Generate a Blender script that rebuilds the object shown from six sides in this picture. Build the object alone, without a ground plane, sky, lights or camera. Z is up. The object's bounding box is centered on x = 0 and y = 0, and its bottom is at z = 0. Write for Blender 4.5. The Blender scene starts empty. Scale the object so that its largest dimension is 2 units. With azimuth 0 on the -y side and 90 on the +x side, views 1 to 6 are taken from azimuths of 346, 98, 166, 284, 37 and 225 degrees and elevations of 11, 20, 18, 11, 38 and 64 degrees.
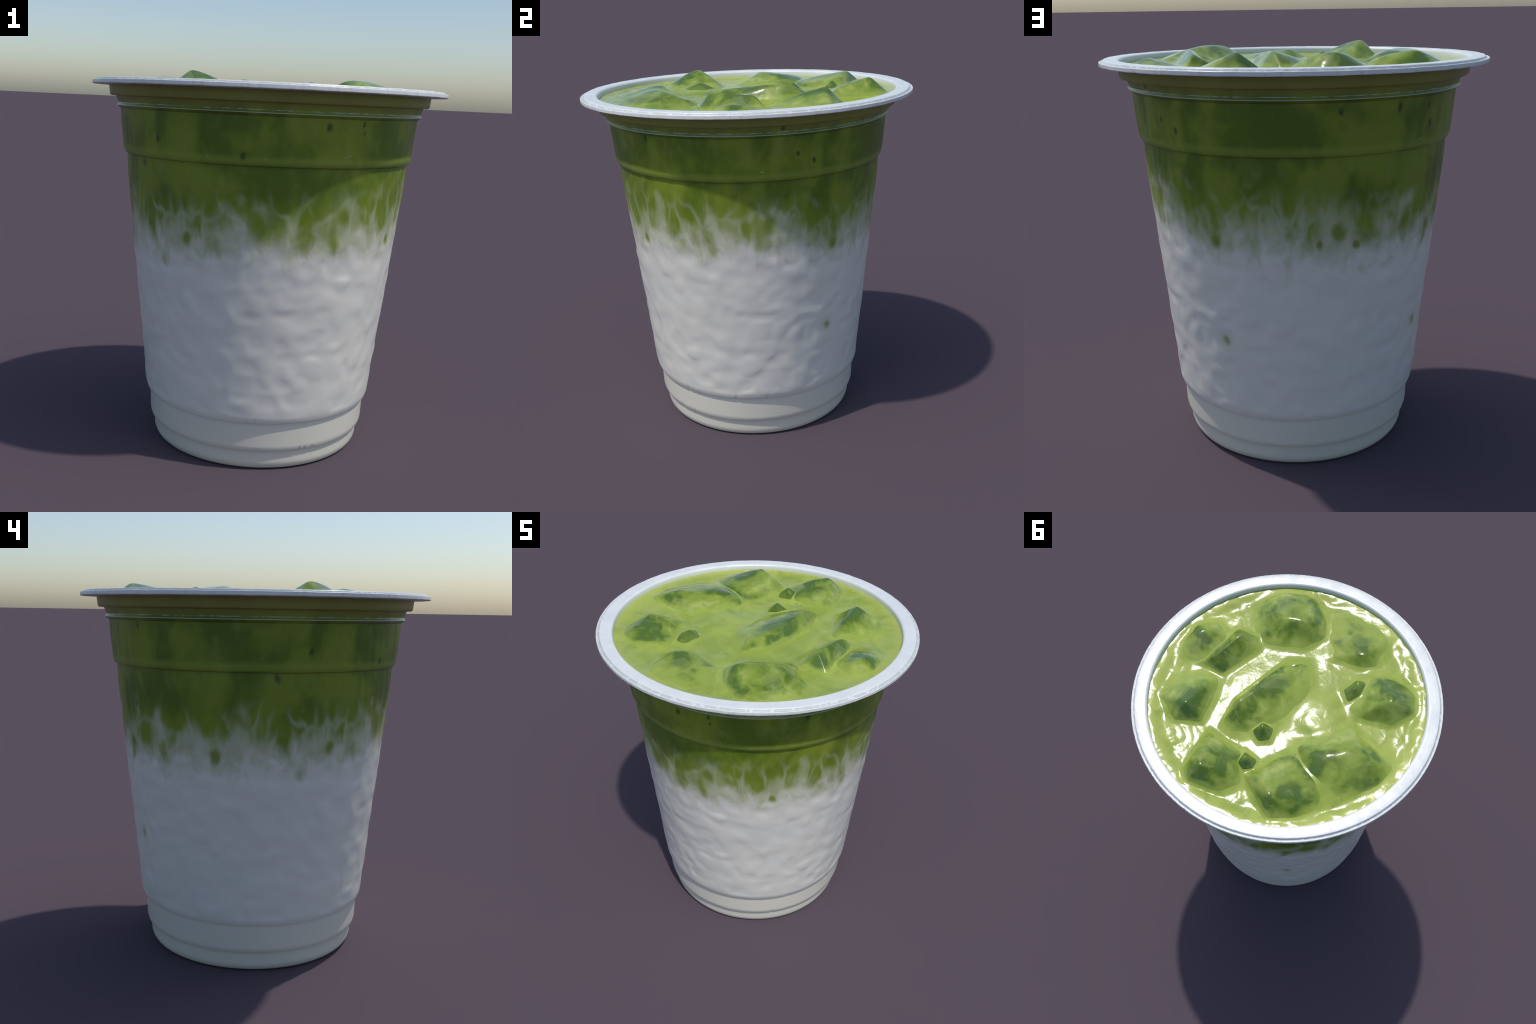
import bpy, bmesh, math, random
import numpy as np
from mathutils import Vector, noise

random.seed(7)
RNG = np.random.default_rng(11)

# ------------------------------------------------------------------ helpers
def new_mesh(name, verts, faces, mat, parent, smooth=True):
    me = bpy.data.meshes.new(name)
    me.from_pydata([tuple(v) for v in verts], [], faces)
    me.validate()
    me.update()
    if smooth:
        me.shade_smooth()
    ob = bpy.data.objects.new(name, me)
    bpy.context.scene.collection.objects.link(ob)
    me.materials.append(mat)
    ob.parent = parent
    return ob

def smoothstep(a, b, x):
    t = np.clip((x - a) / (b - a), 0, 1)
    return t * t * (3 - 2 * t)

def round_profile(pts, step):
    """pts: (r, z, corner radius). Round each corner, then resample to 'step'."""
    P = [np.array(p[:2], float) for p in pts]
    out = [P[0]]
    for i in range(1, len(P) - 1):
        a, b, c = P[i - 1], P[i], P[i + 1]
        rad = pts[i][2]
        if rad <= 0:
            out.append(b)
            continue
        la, lc = np.linalg.norm(a - b), np.linalg.norm(c - b)
        t = min(rad, .49 * la, .49 * lc)
        p0, p2 = b + (a - b) / la * t, b + (c - b) / lc * t
        for s in np.linspace(0, 1, 6):
            out.append((1 - s) ** 2 * p0 + 2 * s * (1 - s) * b + s * s * p2)
    out.append(P[-1])
    res = [out[0]]
    for a, b in zip(out[:-1], out[1:]):
        n = max(1, int(math.ceil(np.linalg.norm(b - a) / step)))
        for k in range(1, n + 1):
            res.append(a + (b - a) * k / n)
    return np.array(res)

def revolve(name, prof, seg, mat, parent, offset=None, cap=False):
    """Lathe a (r, z) profile; offset(theta, z, r) -> radial and height shift."""
    th = np.linspace(0, 2 * np.pi, seg, endpoint=False)
    T, Rr = np.meshgrid(th, prof[:, 0])
    Zz = np.repeat(prof[:, 1][:, None], seg, 1)
    dz = 0
    if offset is not None:
        dr, dz = offset(T, Zz, Rr)
        Rr = Rr + dr
    V = np.stack([Rr * np.cos(T), Rr * np.sin(T), Zz + dz], -1).reshape(-1, 3)
    n = len(prof)
    F = []
    for i in range(n - 1):
        a, b = i * seg, (i + 1) * seg
        for j in range(seg):
            k = (j + 1) % seg
            F.append((a + j, a + k, b + k, b + j))
    V = list(map(tuple, V))
    if cap:
        V.append((0, 0, float(prof[0, 1])))
        c = len(V) - 1
        for j in range(seg):
            F.append((c, (j + 1) % seg, j))
    return new_mesh(name, V, F, mat, parent)

# ------------------------------------------------------------------ node helpers
class Nodes:
    def __init__(self, name):
        self.mat = bpy.data.materials.new(name)
        self.mat.use_nodes = True
        self.t = self.mat.node_tree
        self.bsdf = self.t.nodes['Principled BSDF']
        self.tc = self.t.nodes.new('ShaderNodeTexCoord')
        self.obj = self.tc.outputs['Object']
        s = self.t.nodes.new('ShaderNodeSeparateXYZ')
        self.link(self.obj, s.inputs[0])
        self.x, self.y, self.z = s.outputs
    def link(self, a, b):
        self.t.links.new(a, b)
    def put(self, sock, v):
        if isinstance(v, bpy.types.NodeSocket):
            self.link(v, sock)
        else:
            sock.default_value = v
    def math(self, op, a, b=0.0, c=0.0, clamp=False):
        n = self.t.nodes.new('ShaderNodeMath')
        n.operation = op
        n.use_clamp = clamp
        for i, v in enumerate((a, b, c)):
            self.put(n.inputs[i], v)
        return n.outputs[0]
    def add(self, a, b): return self.math('ADD', a, b)
    def sub(self, a, b): return self.math('SUBTRACT', a, b)
    def mul(self, a, b): return self.math('MULTIPLY', a, b)
    def ramp(self, v, lo, hi, a=0.0, b=1.0, smooth=True):
        n = self.t.nodes.new('ShaderNodeMapRange')
        n.interpolation_type = 'SMOOTHSTEP' if smooth else 'LINEAR'
        self.put(n.inputs['Value'], v)
        for k, q in zip(('From Min', 'From Max', 'To Min', 'To Max'), (lo, hi, a, b)):
            self.put(n.inputs[k], q)
        return n.outputs['Result']
    def mapping(self, scale=(1, 1, 1), loc=(0, 0, 0), vec=None):
        n = self.t.nodes.new('ShaderNodeMapping')
        self.link(vec or self.obj, n.inputs['Vector'])
        n.inputs['Scale'].default_value = scale
        n.inputs['Location'].default_value = loc
        return n.outputs[0]
    def noise(self, vec, scale, detail=2.0, rough=.5, dist=0.0, w=None, color=False):
        n = self.t.nodes.new('ShaderNodeTexNoise')
        if w is not None:
            n.noise_dimensions = '4D'
            self.put(n.inputs['W'], w)
        self.link(vec, n.inputs['Vector'])
        n.inputs['Scale'].default_value = scale
        n.inputs['Detail'].default_value = detail
        n.inputs['Roughness'].default_value = rough
        n.inputs['Distortion'].default_value = dist
        return n.outputs['Color' if color else 'Fac']
    def voronoi(self, vec, scale, feature='F1', out='Distance', rand=1.0):
        n = self.t.nodes.new('ShaderNodeTexVoronoi')
        n.feature = feature
        self.link(vec, n.inputs['Vector'])
        n.inputs['Scale'].default_value = scale
        n.inputs['Randomness'].default_value = rand
        return n.outputs[out]
    def vmath(self, op, a, b):
        n = self.t.nodes.new('ShaderNodeVectorMath')
        n.operation = op
        self.put(n.inputs[0], a)
        self.put(n.inputs[1], b)
        return n
    def warp(self, vec, scale, amount):
        c = self.noise(vec, scale, 2, color=True)
        m = self.vmath('MULTIPLY', c, (amount,) * 3).outputs[0]
        return self.vmath('ADD', vec, m).outputs[0]
    def mix(self, f, a, b):
        n = self.t.nodes.new('ShaderNodeMix')
        n.data_type = 'RGBA'
        self.put(n.inputs[0], f)
        for s, v in ((n.inputs[6], a), (n.inputs[7], b)):
            self.put(s, v if isinstance(v, bpy.types.NodeSocket) else (*v, 1))
        return n.outputs[2]
    def bump(self, h, dist, strength=1.0):
        n = self.t.nodes.new('ShaderNodeBump')
        n.inputs['Strength'].default_value = strength
        n.inputs['Distance'].default_value = dist
        self.link(h, n.inputs['Height'])
        self.link(n.outputs[0], self.bsdf.inputs['Normal'])
    def finish(self, col, rough, spec=.5):
        self.put(self.bsdf.inputs['Base Color'], col if isinstance(col, bpy.types.NodeSocket) else (*col, 1))
        self.put(self.bsdf.inputs['Roughness'], rough)
        self.bsdf.inputs['Specular IOR Level'].default_value = spec
        return self.mat

# ------------------------------------------------------------------ materials
WHITE = (.765, .740, .665)
WHITE_WARM = (.700, .675, .575)

# stray matcha droplets that sank below the green layer: (x, y, z, radius)
DROPS = [(-.517, -.509, 1.207, .026), (.515, -.510, 1.204, .024), (.206, -.709, 1.347, .036),
         (.710, .202, 1.341, .042), (.506, .517, 1.184, .026), (.084, .718, 1.182, .018),
         (-.086, .716, 1.172, .017), (0, .728, 1.237, .036), (-.508, .515, 1.184, .024),
         (-.722, .009, 1.168, .030), (.470, .480, .683, .018), (-.475, .476, .681, .018)]
# dark tea grains pressed against the wall of the green layer
SPECKS = [(-.655, -.433, 1.678, .016), (.081, -.789, 1.767, .020), (.263, -.750, 1.787, .014),
          (.269, -.743, 1.740, .013), (-.697, -.288, 1.550, .020), (-.30, -.72, 1.625, .018),
          (.703, .357, 1.716, .014), (.764, .292, 1.846, .014), (.652, .436, 1.669, .015),
          (.671, -.426, 1.787, .018), (-.262, .749, 1.771, .017), (-.425, .669, 1.765, .014),
          (-.443, .649, 1.685, .018), (.011, .793, 1.770, .018), (-.677, .415, 1.783, .015)]

def spots(N, table, vec, soft, stretch):
    acc = None
    v = N.vmath('MULTIPLY', vec, (1, 1, stretch)).outputs[0]
    for x, y, z, r in table:
        d = N.vmath('DISTANCE', v, (x, y, z * stretch)).outputs['Value']
        m = N.ramp(d, r * (1 - soft), r * (1 + soft), 1.0, 0.0)
        acc = m if acc is None else N.math('MAXIMUM', acc, m)
    return acc

def drink_wall_material():
    """Cup wall seen against the drink: matcha above, milk below, ragged drips between."""
    N = Nodes('layered_matcha_and_milk')
    th = N.math('ARCTAN2', N.y, N.x)
    zb = N.add(1.236, N.mul(N.math('COSINE', th), .030))
    zb = N.sub(zb, N.mul(N.math('SINE', th), .019))
    zb = N.add(zb, N.mul(N.math('COSINE', N.mul(th, 2.0)), .012))
    d = N.sub(N.z, zb)
    flow = N.warp(N.mapping((1, 1, .58)), 6.0, .12)
    n1 = N.noise(flow, 7.5, 1.5, .5, .3)
    n2 = N.noise(N.warp(N.mapping((1, 1, .60), (2, 5, 1)), 9, .08), 15, 2, .5, .4)
    n3 = N.noise(N.mapping((1, 1, .8), (3, 1, 2)), 12, 3, .55, .5)
    lobes = N.voronoi(N.warp(N.mapping((1, 1, .55), (6, 2, 1)), 8, .06), 11, 'SMOOTH_F1')
    e = N.add(d, N.mul(N.sub(n1, .5), .50))
    e = N.add(e, N.mul(N.sub(n2, .5), .26))
    e = N.sub(e, N.mul(N.sub(lobes, .38), .17))
    solid = N.ramp(e, -.115, .145)
    haze = N.ramp(N.add(d, N.mul(N.sub(n3, .5), .40)), -.19, .06)
    # pale milk tendrils rising between the drips
    vein_vec = N.warp(N.mapping((1, 1, .48), (1, 4, 0)), 7.0, .14)
    edge = N.voronoi(vein_vec, 7.5, 'DISTANCE_TO_EDGE')
    vein = N.math('POWER', N.ramp(edge, .0, .17, 1.0, 0.0), 2.0)
    vein = N.mul(vein, N.ramp(N.noise(N.mapping((1, 1, .6), (7, 0, 0)), 6, 2), .36, .60))
    window = N.mul(N.ramp(d, -.10, .02), N.ramp(d, .08, .26, 1.0, 0.0))
    vein = N.mul(vein, window)
    # the green itself
    big = N.noise(N.warp(N.mapping((1, 1, .75)), 3, .25), 4.2, 3, .5)
    green = N.mix(N.ramp(big, .38, .60), (.092, .150, .010), (.195, .260, .022))
    fine = N.noise(N.mapping((1, 1, .6), (2, 2, 2)), 13, 3, .55)
    green = N.mix(N.ramp(fine, .50, .80, 0, .55), green, (.225, .270, .055))
    green = N.mix(N.ramp(d, .06, .24, .65, 0), green, (.205, .285, .022))
    green = N.mix(N.ramp(N.z, 1.80, 1.88, 0, .75), green, (.265, .255, .065))
    green = N.mix(N.mul(N.ramp(N.z, 1.575, 1.592), N.ramp(N.z, 1.60, 1.635, .55, 0.0)), green, (.26, .34, .05))  # green lightened along the collar edge where sunlight catches it
    lip_noise = N.noise(N.mapping((1, 1, 2)), 26, 2)  # sky highlight on the bead, drawn as two pale lines
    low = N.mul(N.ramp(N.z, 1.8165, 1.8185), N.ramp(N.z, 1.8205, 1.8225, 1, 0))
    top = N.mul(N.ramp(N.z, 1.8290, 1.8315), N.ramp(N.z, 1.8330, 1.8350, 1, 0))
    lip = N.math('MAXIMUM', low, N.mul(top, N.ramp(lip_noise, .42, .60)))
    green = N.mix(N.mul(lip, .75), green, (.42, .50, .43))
    # bubbles trapped under the shoulder
    bub = N.ramp(N.noise(N.mapping((1, 1, 2.2), (5, 5, 5)), 19, 3, .6), .67, .71)
    bub = N.mul(bub, N.mul(N.ramp(N.z, 1.60, 1.61), N.ramp(N.z, 1.625, 1.66, 1, 0)))
    green = N.mix(N.mul(bub, .5), green, (.42, .46, .36))
    # milk
    mott = N.noise(N.mapping((1, 1, 1), (9, 2, 1)), 5, 3)
    milk = N.mix(N.ramp(mott, .35, .65), WHITE, (.735, .725, .660))
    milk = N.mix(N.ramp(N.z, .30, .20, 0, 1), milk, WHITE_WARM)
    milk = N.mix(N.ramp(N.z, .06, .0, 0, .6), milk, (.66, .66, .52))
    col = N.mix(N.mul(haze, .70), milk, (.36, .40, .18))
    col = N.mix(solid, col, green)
    col = N.mix(N.mul(vein, .46), col, (.50, .54, .40))
    spotvec = N.warp(N.obj, 18, .034)
    spotvec = N.vmath('SUBTRACT', spotvec, (.017, .017, .017)).outputs[0]
    glow = spots(N, [(x, y, z, r * 1.9) for x, y, z, r in DROPS], spotvec, .9, .75)
    col = N.mix(N.mul(glow, .38), col, (.42, .47, .25))
    drops = [(x, y, z, r * .88) for x, y, z, r in DROPS if z > 1]
    faint = [(x, y, z, r * .95) for x, y, z, r in DROPS if z < 1]
    col = N.mix(N.mul(spots(N, drops, spotvec, .60, .72), .88), col, (.17, .235, .020))
    col = N.mix(N.mul(spots(N, faint, spotvec, .70, .72), .75), col, (.30, .29, .10))
    specks = [(x, y, z, r * .72) for x, y, z, r in SPECKS]
    col = N.mix(N.mul(spots(N, specks, spotvec, .6, .7), .85), col, (.035, .055, .008))
    grain = N.noise(N.mapping((1, 1, .12)), 60, 2)
    N.bump(grain, .002, .07)
    return N.finish(col, .34, .45)

def rim_material():
    N = Nodes('white_rim_plastic')
    streak = N.noise(N.mapping((1, 1, 3)), 7, 3)
    col = N.mix(N.ramp(streak, .3, .7), (.690, .715, .715), (.735, .755, .745))
    inside = N.math('LESS_THAN', N.math('SQRT', N.add(N.mul(N.x, N.x), N.mul(N.y, N.y))), .8535)
    shade_tint = N.mul(inside, N.ramp(N.z, 1.946, 1.908))  # grey shading below the rim, mixed into the inner wall colour
    col = N.mix(N.mul(shade_tint, .85), col, (.53, .57, .42))
    film = N.mul(inside, N.ramp(N.z, 1.922, 1.910))
    col = N.mix(N.mul(film, .75), col, (.58, .62, .16))
    rad = N.math('SQRT', N.add(N.mul(N.x, N.x), N.mul(N.y, N.y)))
    groove = N.mul(N.ramp(rad, .9225, .9245), N.ramp(rad, .9355, .9375, 1, 0))
    tick = N.ramp(N.noise(N.warp(N.obj, 30, .02), 38, 3, .6), .54, .60, 1, .15)
    col = N.mix(N.mul(groove, N.mul(tick, .60)), col, (.42, .45, .44))
    edge_tick = N.mul(N.ramp(rad, .938, .9405), N.ramp(N.noise(N.mapping((1, 1, .5), (2, 1, 0)), 30, 3, .6), .55, .66))
    col = N.mix(N.mul(edge_tick, .35), col, (.45, .46, .50))
    chips = N.voronoi(N.warp(N.obj, 9, .06), 26, 'F1')
    h = N.add(N.mul(N.noise(N.obj, 40, 3, .6), .7), N.mul(chips, .12))
    N.bump(h, .003, .22)
    return N.finish(col, N.ramp(streak, .3, .7, .22, .34), .5)

def liquid_material():
    N = Nodes('matcha_foam_surface')
    v = N.warp(N.obj, 3.5, .35)
    swirl = N.noise(v, 4.5, 4, .55, .8)
    col = N.mix(N.ramp(swirl, .34, .66), (.265, .348, .050), (.350, .428, .080))
    pale = N.noise(N.warp(N.mapping((1, 1, 1), (4, 7, 0)), 5, .25), 7, 4, .6, .6)
    col = N.mix(N.ramp(pale, .58, .80, 0, .55), col, (.44, .50, .17))
    rr = N.math('SQRT', N.add(N.mul(N.x, N.x), N.mul(N.y, N.y)))
    col = N.mix(N.ramp(rr, .76, .845, 0, .6), col, (.43, .48, .10))
    dark = N.noise(N.mapping((1, 1, 1), (1, 9, 3)), 6, 3, .55, 1.0)
    col = N.mix(N.ramp(dark, .58, .74, 0, .5), col, (.22, .31, .045))
    dots = N.voronoi(N.warp(N.obj, 20, .03), 30, 'F1')
    sel = N.ramp(N.noise(N.mapping((1, 1, 1), (3, 3, 3)), 11, 1), .56, .66)
    col = N.mix(N.mul(N.mul(N.ramp(dots, .10, .20, 1, 0), sel), .7), col, (.10, .15, .03))
    wr = N.noise(N.warp(N.obj, 8, .12), 16, 3, .5, .5)
    N.bump(wr, .006, .24)
    return N.finish(col, .13, .5)

def ice_material(name, shift):
    N = Nodes(name)
    oi = N.t.nodes.new('ShaderNodeObjectInfo')
    w = N.mul(oi.outputs['Random'], 40.0)
    v = N.warp(N.obj, 6, .12)
    big = N.noise(v, 6.5, 2.5, .5, .3, w=w)
    small = N.noise(v, 16, 2.5, .5, .5, w=w)
    m = N.add(big, N.mul(N.sub(small, .5), .22))
    m = N.add(m, N.ramp(N.z, 1.915, 1.975, -.035 + shift, .04 + shift))
    light, mid, deep, teal = (.340, .405, .090), (.205, .285, .036), (.078, .140, .010), (.080, .145, .034)
    col = N.mix(N.ramp(m, .30, .47), light, mid)
    col = N.mix(N.ramp(m, .44, .62), col, deep)
    col = N.mix(N.ramp(big, .55, .66, 0, .7), col, teal)
    wisp = N.noise(N.warp(N.obj, 11, .09), 17, 2.5, .5, .5, w=w)
    col = N.mix(N.ramp(wisp, .52, .78, 0, .40), col, light)
    col = N.mix(N.ramp(wisp, .44, .22, 0, .35), col, (.06, .12, .015))
    # refraction inside the ice, painted as pale and dark cells
    cell = N.voronoi(N.warp(N.obj, 5, .05), 8.0, 'F1', 'Color')
    sep = N.t.nodes.new('ShaderNodeSeparateXYZ')
    N.link(cell, sep.inputs[0])
    pale_refraction = N.math('GREATER_THAN', sep.outputs[0], .82)
    col = N.mix(N.mul(pale_refraction, .20), col, (.36, .42, .15))
    dark_refraction = N.math('LESS_THAN', sep.outputs[1], .16)
    col = N.mix(N.mul(dark_refraction, .32), col, (.09, .16, .03))
    # drink still clinging to the lower flanks
    cling = N.add(N.z, N.mul(N.sub(N.noise(N.warp(N.obj, 5, .1), 7.5, 2, .5, .2, w=w), .5), .085))
    foot = N.ramp(cling, 1.936, 1.916)
    col = N.mix(N.mul(foot, .78 if shift == 0 else .2), col, (.305, .385, .065))
    N.bump(N.noise(N.warp(N.obj, 6, .1), 13, 2), .006, .22)
    return N.finish(col, .10, .5)

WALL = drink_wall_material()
RIM = rim_material()
LIQ = liquid_material()
ICE = ice_material('wet_green_ice', 0.0)
CHIP = ice_material('dark_ice_chip', .14)

# ------------------------------------------------------------------ the thing
cup = bpy.data.objects.new('iced_matcha_latte', None)
bpy.context.scene.collection.objects.link(cup)
cup['label'] = 'iced green matcha latte in ridged plastic cup'
cup['category'] = 'iced drink'

# --- relief of the thin plastic wall: soft rectangular dents, fluted higher up
def relief_table(n):
    return [(RNG.uniform(0, 2 * np.pi), RNG.uniform(.27, 1.30), RNG.uniform(.040, .085),
             RNG.uniform(.026, .056), RNG.choice([-1, 1]) * RNG.uniform(.4, 1.0)) for _ in range(n)]
DENTS = relief_table(1000)
FLUTES = [(int(RNG.integers(18, 95)), RNG.uniform(0, 6.28), RNG.uniform(-2.5, 2.5), RNG.uniform(.4, 1)) for _ in range(14)]

def wall_offset(T, Z, R):
    th, zz = T[0], Z[:, 0]
    D = np.zeros_like(T)
    for t0, z0, wt, wz, a in DENTS:
        zi = np.where(np.abs(zz - z0) < wz * 1.6)[0]
        dt = (th - t0 + np.pi) % (2 * np.pi) - np.pi
        ti = np.where(np.abs(dt) < wt * 1.6)[0]
        if not len(zi) or not len(ti):
            continue
        fz = smoothstep(wz * 1.6, 0, np.abs(zz[zi] - z0))
        ft = smoothstep(wt * 1.6, 0, np.abs(dt[ti]))
        D[np.ix_(zi, ti)] += a * fz[:, None] * ft[None, :]
    D = np.tanh(D * .9) * .0033
    D *= smoothstep(.285, .33, Z) * (1 - .75 * smoothstep(1.08, 1.32, Z))
    F = sum(a * np.sin(k * T + p + s * Z) for k, p, s, a in FLUTES)
    D += F * .00042 * smoothstep(1.0, 1.38, Z) * smoothstep(1.575, 1.54, Z)
    D += nicks(T, Z, .2755, .03)
    return D, 0

NICKS = {z: [(RNG.uniform(4.3, 6.9), RNG.uniform(.006, .016), RNG.uniform(.4, 1)) for _ in range(9)] for z in (.2755, .116)}
def nicks(T, Z, z0, h):
    D = np.zeros_like(T)
    for t0, w, a in NICKS[z0]:
        dt = np.abs((T - t0 + np.pi) % (2 * np.pi) - np.pi)
        D -= a * .006 * np.clip(1 - dt / w, 0, 1) * np.clip(1 - np.abs(Z - z0) / (h * a), 0, 1)
    return D

SEG = 720
shoulder_flute = lambda T, Z, R: (sum(a * np.sin(k * T + p + s * Z) for k, p, s, a in FLUTES) * .00032
                                  * smoothstep(1.80, 1.76, Z) * smoothstep(1.585, 1.62, Z), 0)

foot = round_profile([(.0, .010, 0), (.50, .010, 0), (.53, 0, .01), (.566, 0, .02), (.583, .030, .03), (.586, .1105, 0)], .008)
ring = round_profile([(.586, .1105, 0), (.602, .1130, .003), (.608, .132, .012), (.6125, .270, 0)], .008)
wall = round_profile([(.6125, .270, 0), (.628, .2725, .003), (.6365, .298, .02), (.6495, .44, .1), (.666, .62, .1), (.6875, .82, .1),
                      (.7145, 1.09, .1), (.744, 1.39, .05), (.7525, 1.475, .04), (.757, 1.575, 0)], .0065)
shoulder = round_profile([(.757, 1.575, 0), (.768, 1.577, .003), (.7775, 1.598, .015), (.790, 1.73, .1), (.796, 1.803, 0)], .006)
neck = round_profile([(.796, 1.803, 0), (.8165, 1.8185, .002), (.8105, 1.832, .002), (.812, 1.842, .01), (.8205, 1.8655, .002),
                      (.847, 1.867, .004), (.853, 1.875, .006), (.858, 1.9205, 0)], .004)
rim_prof = round_profile([(.858, 1.9205, 0), (.941, 1.9235, .002), (.943, 1.926, .002), (.943, 1.942, .003), (.9395, 1.9435, .0015), (.9365, 1.9410, .002), (.9275, 1.9415, .002),
                          (.922, 1.9525, .003), (.905, 1.9530, .01), (.857, 1.9525, .008), (.848, 1.945, .006), (.8425, 1.905, .01), (.838, 1.87, 0)], .004)

def rim_offset(T, Z, R):
    """Small chips and waviness along the outer lip."""
    D = np.zeros_like(T)
    H = np.zeros_like(T)
    for t0, w, a in RIM_CHIPS:
        dt = np.abs((T - t0 + np.pi) % (2 * np.pi) - np.pi)
        D -= a * .0016 * np.clip(1 - dt / w, 0, 1)
    D *= smoothstep(.915, .922, R)
    H += (np.sin(37 * T) + np.sin(61 * T + 1) + np.sin(23 * T + 2)) * .00022 * smoothstep(.85, .87, R)
    return D, H
RIM_CHIPS = [(RNG.uniform(0, 6.283), RNG.uniform(.004, .013), RNG.uniform(.3, 1)) for _ in range(150)]

revolve('foot', foot[1:], SEG, WALL, cup, cap=True)
revolve('base_ring', ring, SEG, WALL, cup, lambda T, Z, R: (nicks(T, Z, .116, .025), 0))
revolve('cup_wall', wall, SEG, WALL, cup, wall_offset)
revolve('shoulder_band', shoulder, SEG, WALL, cup, shoulder_flute)
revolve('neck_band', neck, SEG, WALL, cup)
revolve('rim', rim_prof, SEG, RIM, cup, rim_offset)

# ------------------------------------------------------------------ ice cubes
Z_LIQ = 1.906
# outline where the cube leaves the drink, and its raised corners (x, y, z)
ICE_SHAPES = [
    ([(.618, -.365), (.610, -.570), (.418, -.680), (.235, -.595), (.150, -.492), (.197, -.344), (.405, -.200)],
     [(.310, -.440, 1.990), (.235, -.490, 1.974), (.440, -.360, 1.978), (.420, -.500, 1.972), (.34, -.53, 1.972)]),
    ([(.054, -.486), (.154, -.611), (.125, -.703), (-.053, -.775), (-.153, -.751), (-.205, -.56), (-.159, -.498), (-.021, -.440)],
     [(-.130, -.545, 1.951), (-.060, -.590, 1.932), (-.105, -.640, 1.926)]),
    ([(.760, .152), (.798, .004), (.723, -.090), (.595, -.052), (.543, .078), (.612, .206), (.711, .204)],
     [(.725, .050, 1.957), (.690, -.03, 1.945), (.680, .120, 1.940)]),
    ([(.568, .185), (.59, -.149), (.457, -.198), (.395, -.135), (.405, .03), (.420, .150)],
     [(.500, -.110, 1.986), (.515, .120, 1.972), (.450, .020, 1.948)]),
    ([(.562, .511), (.568, .370), (.480, .228), (.385, .225), (.312, .350), (.268, .474), (.382, .569)],
     [(.380, .475, 1.996), (.460, .430, 1.962), (.400, .340, 1.960)]),
    ([(.165, .363), (.215, .233), (.195, -.160), (.100, -.250), (-.070, -.110), (-.015, .061), (-.040, .240), (.085, .384)],
     [(.165, .245, 1.984), (.145, .05, 1.968), (.110, -.170, 1.944), (.06, .20, 1.952)]),
    ([(-.008, .300), (-.005, .212), (-.085, .206), (-.118, .274), (-.080, .320)], [(-.058, .262, 1.964)]),
    ([(-.208, -.295), (-.216, -.389), (-.270, -.418), (-.316, -.335), (-.276, -.257)], [(-.254, -.328, 1.947)]),
    ([(-.320, -.233), (-.271, -.501), (-.364, -.564), (-.542, -.569), (-.610, -.464), (-.562, -.309), (-.396, -.219)],
     [(-.495, -.385, 1.999), (-.440, -.440, 1.985), (-.465, -.420, 1.994)]),
    ([(-.278, .195), (-.415, -.120), (-.766, -.098), (-.788, .065), (-.640, .325), (-.400, .315)],
     [(-.530, .030, 1.974), (-.400, .170, 1.960), (-.660, -.02, 1.962), (-.640, .11, 1.955), (-.49, .20, 1.960)]),
    ([(-.183, .540), (-.285, .252), (-.380, .205), (-.580, .230), (-.620, .370), (-.580, .540), (-.469, .640)],
     [(-.415, .560, 1.986), (-.280, .510, 1.965), (-.480, .530, 1.966), (-.400, .360, 1.953)]),
    ([(.102, .761), (.174, .490), (-.090, .452), (-.190, .601), (-.147, .714), (.021, .805)],
     [(.015, .705, 1.997), (.090, .640, 1.978), (.09, .54, 1.962), (-.070, .650, 1.976)]),
    ([(-.093, .527), (-.079, .433), (-.164, .428), (-.197, .476), (-.157, .533)], [(-.136, .482, 1.965)]),
]

def ice_planes(outline, tops):
    """Upper facets of the convex lump spanned by the outline and raised corners."""
    bm = bmesh.new()
    for x, y in outline:
        bm.verts.new((x, y, Z_LIQ + .004))
        bm.verts.new((x, y, Z_LIQ - .3))
    for p in tops:
        bm.verts.new(p)
    bmesh.ops.convex_hull(bm, input=bm.verts)
    bm.normal_update()
    pl = []
    for f in bm.faces:
        n = f.normal
        if n.z > .05:
            c = f.calc_center_median()
            pl.append((-n.x / n.z, -n.y / n.z, c.z + (n.x * c.x + n.y * c.y) / n.z))
    bm.free()
    pl = np.unique(np.round(np.array(pl), 4), axis=0)
    return pl

def soft_min(H, k):
    m = H.min(0)
    return m - k * np.log(np.exp(-(H - m) / k).sum(0))

def ice_height(pl, X, Y, k=.0075, lift=0.0):
    H = pl[:, 0, None] * X.ravel() + pl[:, 1, None] * Y.ravel() + pl[:, 2, None]
    return soft_min(H, k).reshape(X.shape) + lift

ICE_DATA = []
for outline, tops in ICE_SHAPES:
    pl = ice_planes(outline, tops)
    pk = np.array(max(tops, key=lambda p: p[2]))
    k = .005 if len(tops) == 1 else .0055
    h = ice_height(pl, np.array([pk[0]]), np.array([pk[1]]), k)[0]
    ICE_DATA.append((pl, pk, k, (pk[2] - h)))

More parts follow.
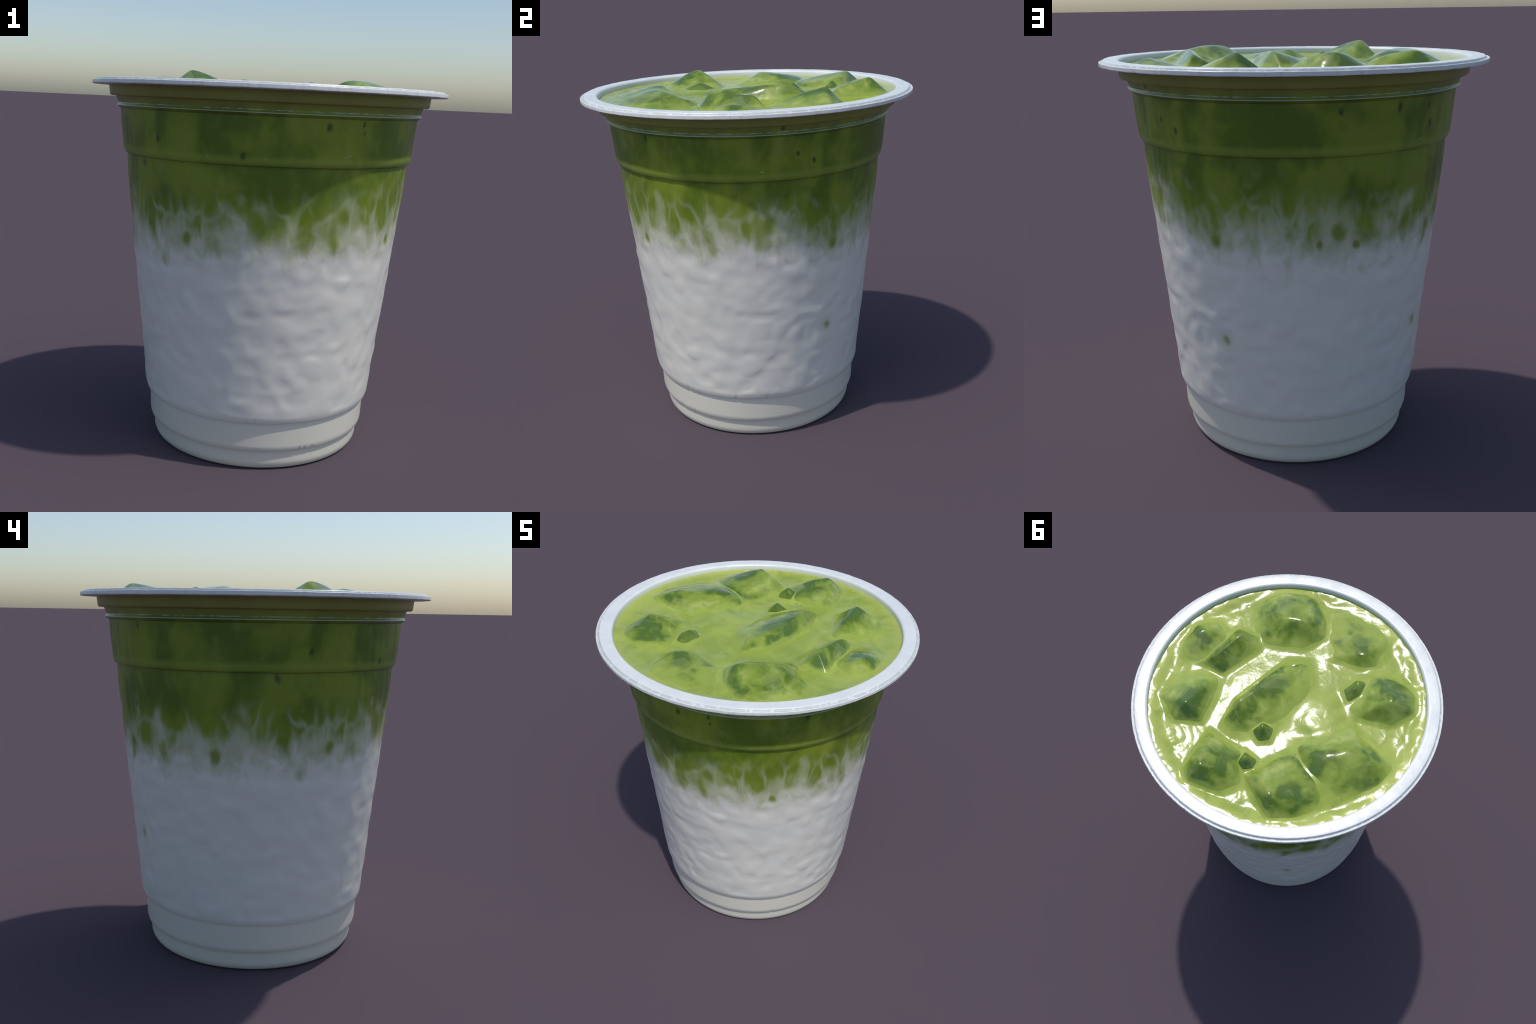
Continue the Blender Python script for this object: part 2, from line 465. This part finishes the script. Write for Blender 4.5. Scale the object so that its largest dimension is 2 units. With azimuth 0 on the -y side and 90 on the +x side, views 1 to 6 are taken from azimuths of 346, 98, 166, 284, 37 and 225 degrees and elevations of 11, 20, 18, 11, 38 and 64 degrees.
def build_ice(idx):
    pl, pk, k, lift = ICE_DATA[idx]
    seg, rings, zlow = 120, 44, Z_LIQ - .035
    th = np.linspace(0, 2 * np.pi, seg, endpoint=False)
    lo, hi = np.zeros(seg), np.full(seg, .8)
    for _ in range(26):                       # where each spoke dips below the drink
        md = (lo + hi) / 2
        up = ice_height(pl, pk[0] + md * np.cos(th), pk[1] + md * np.sin(th), k, lift) > zlow
        lo, hi = np.where(up, md, lo), np.where(up, hi, md)
    pb = pk[0] * np.cos(th) + pk[1] * np.sin(th)          # stay inside the cup
    lo = np.minimum(lo, -pb + np.sqrt(pb * pb + .806 ** 2 - pk[0] ** 2 - pk[1] ** 2))
    V, F = [(pk[0], pk[1], pk[2])], []
    ox, oy = random.uniform(0, 50), random.uniform(0, 50)
    for i in range(1, rings + 1):
        s = i / rings
        X, Y = pk[0] + lo * s * np.cos(th), pk[1] + lo * s * np.sin(th)
        Z = ice_height(pl, X, Y, k, lift)
        for x, y, z in zip(X, Y, Z):
            V.append((x, y, z + .0028 * noise.noise((x * 13 + ox, y * 13 + oy, 0)) * min(1, s * 6)))
    for j in range(seg):
        F.append((0, 1 + j, 1 + (j + 1) % seg))
    for i in range(rings - 1):
        a, b = 1 + i * seg, 1 + (i + 1) * seg
        for j in range(seg):
            q = (j + 1) % seg
            F.append((a + j, b + j, b + q, a + q))
    base = 1 + (rings - 1) * seg
    c = len(V)
    V.append((pk[0], pk[1], zlow - .10))       # melted underside, under the drink
    for j in range(seg):
        F.append((c, base + (j + 1) % seg, base + j))
    small = len(ICE_SHAPES[idx][1]) == 1
    return new_mesh('ice_chip' if small else 'ice_cube', V, F, CHIP if small else ICE, cup)

for i in range(len(ICE_SHAPES)):
    build_ice(i)

# ------------------------------------------------------------------ drink surface
def smooth_max(a, b, k):
    h = np.clip(k - np.abs(a - b), 0, None) / k
    return np.maximum(a, b) + h * h * k * .25

def drink_surface():
    seg, rings, rmax = 480, 210, .8445
    th = np.linspace(0, 2 * np.pi, seg, endpoint=False)
    s = np.linspace(0, 1, rings + 1)[1:] ** .8
    T, S = np.meshgrid(th, s * rmax)
    X, Y = S * np.cos(T), S * np.sin(T)
    rip = np.zeros_like(X)
    fl = rip.ravel()
    xs, ys, ss = X.ravel(), Y.ravel(), S.ravel()
    for i in range(len(fl)):
        x, y = xs[i], ys[i]
        w = noise.noise((x * 4, y * 4, 3.1)) * .5
        a = noise.noise((x * 7 + w, y * 7 - w, .3))
        b = 1 - abs(noise.noise((x * 12 + w * 2, y * 12 + w, 7.7))) * 2
        e = min(1, max(0, (ss[i] - .35) / .35))
        fl[i] = a * .0030 + b * .0023 * (.2 + .8 * e)
    Z = Z_LIQ - .004 + rip
    Z += .012 * np.exp(-(((X + .235) / .15) ** 2 + ((Y + .06) / .15) ** 2) ** 2)   # drowned cube
    Z += .022 * np.exp(-((X + .55) / .13) ** 2 - ((Y - .255) / .06) ** 2)           # melt bridge between cubes
    Z += .016 * smoothstep(.74, .845, S)
    for pl, pk, k, lift in ICE_DATA:
        Z = smooth_max(Z, ice_height(pl, X, Y, k, lift) - .008, .034)
    V = [(0, 0, float(Z[0].mean()))] + list(zip(X.ravel(), Y.ravel(), Z.ravel()))
    F = [(0, 1 + j, 1 + (j + 1) % seg) for j in range(seg)]
    for i in range(rings - 1):
        a, b = 1 + i * seg, 1 + (i + 1) * seg
        for j in range(seg):
            q = (j + 1) % seg
            F.append((a + j, b + j, b + q, a + q))
    new_mesh('drink_surface', V, F, LIQ, cup)

drink_surface()
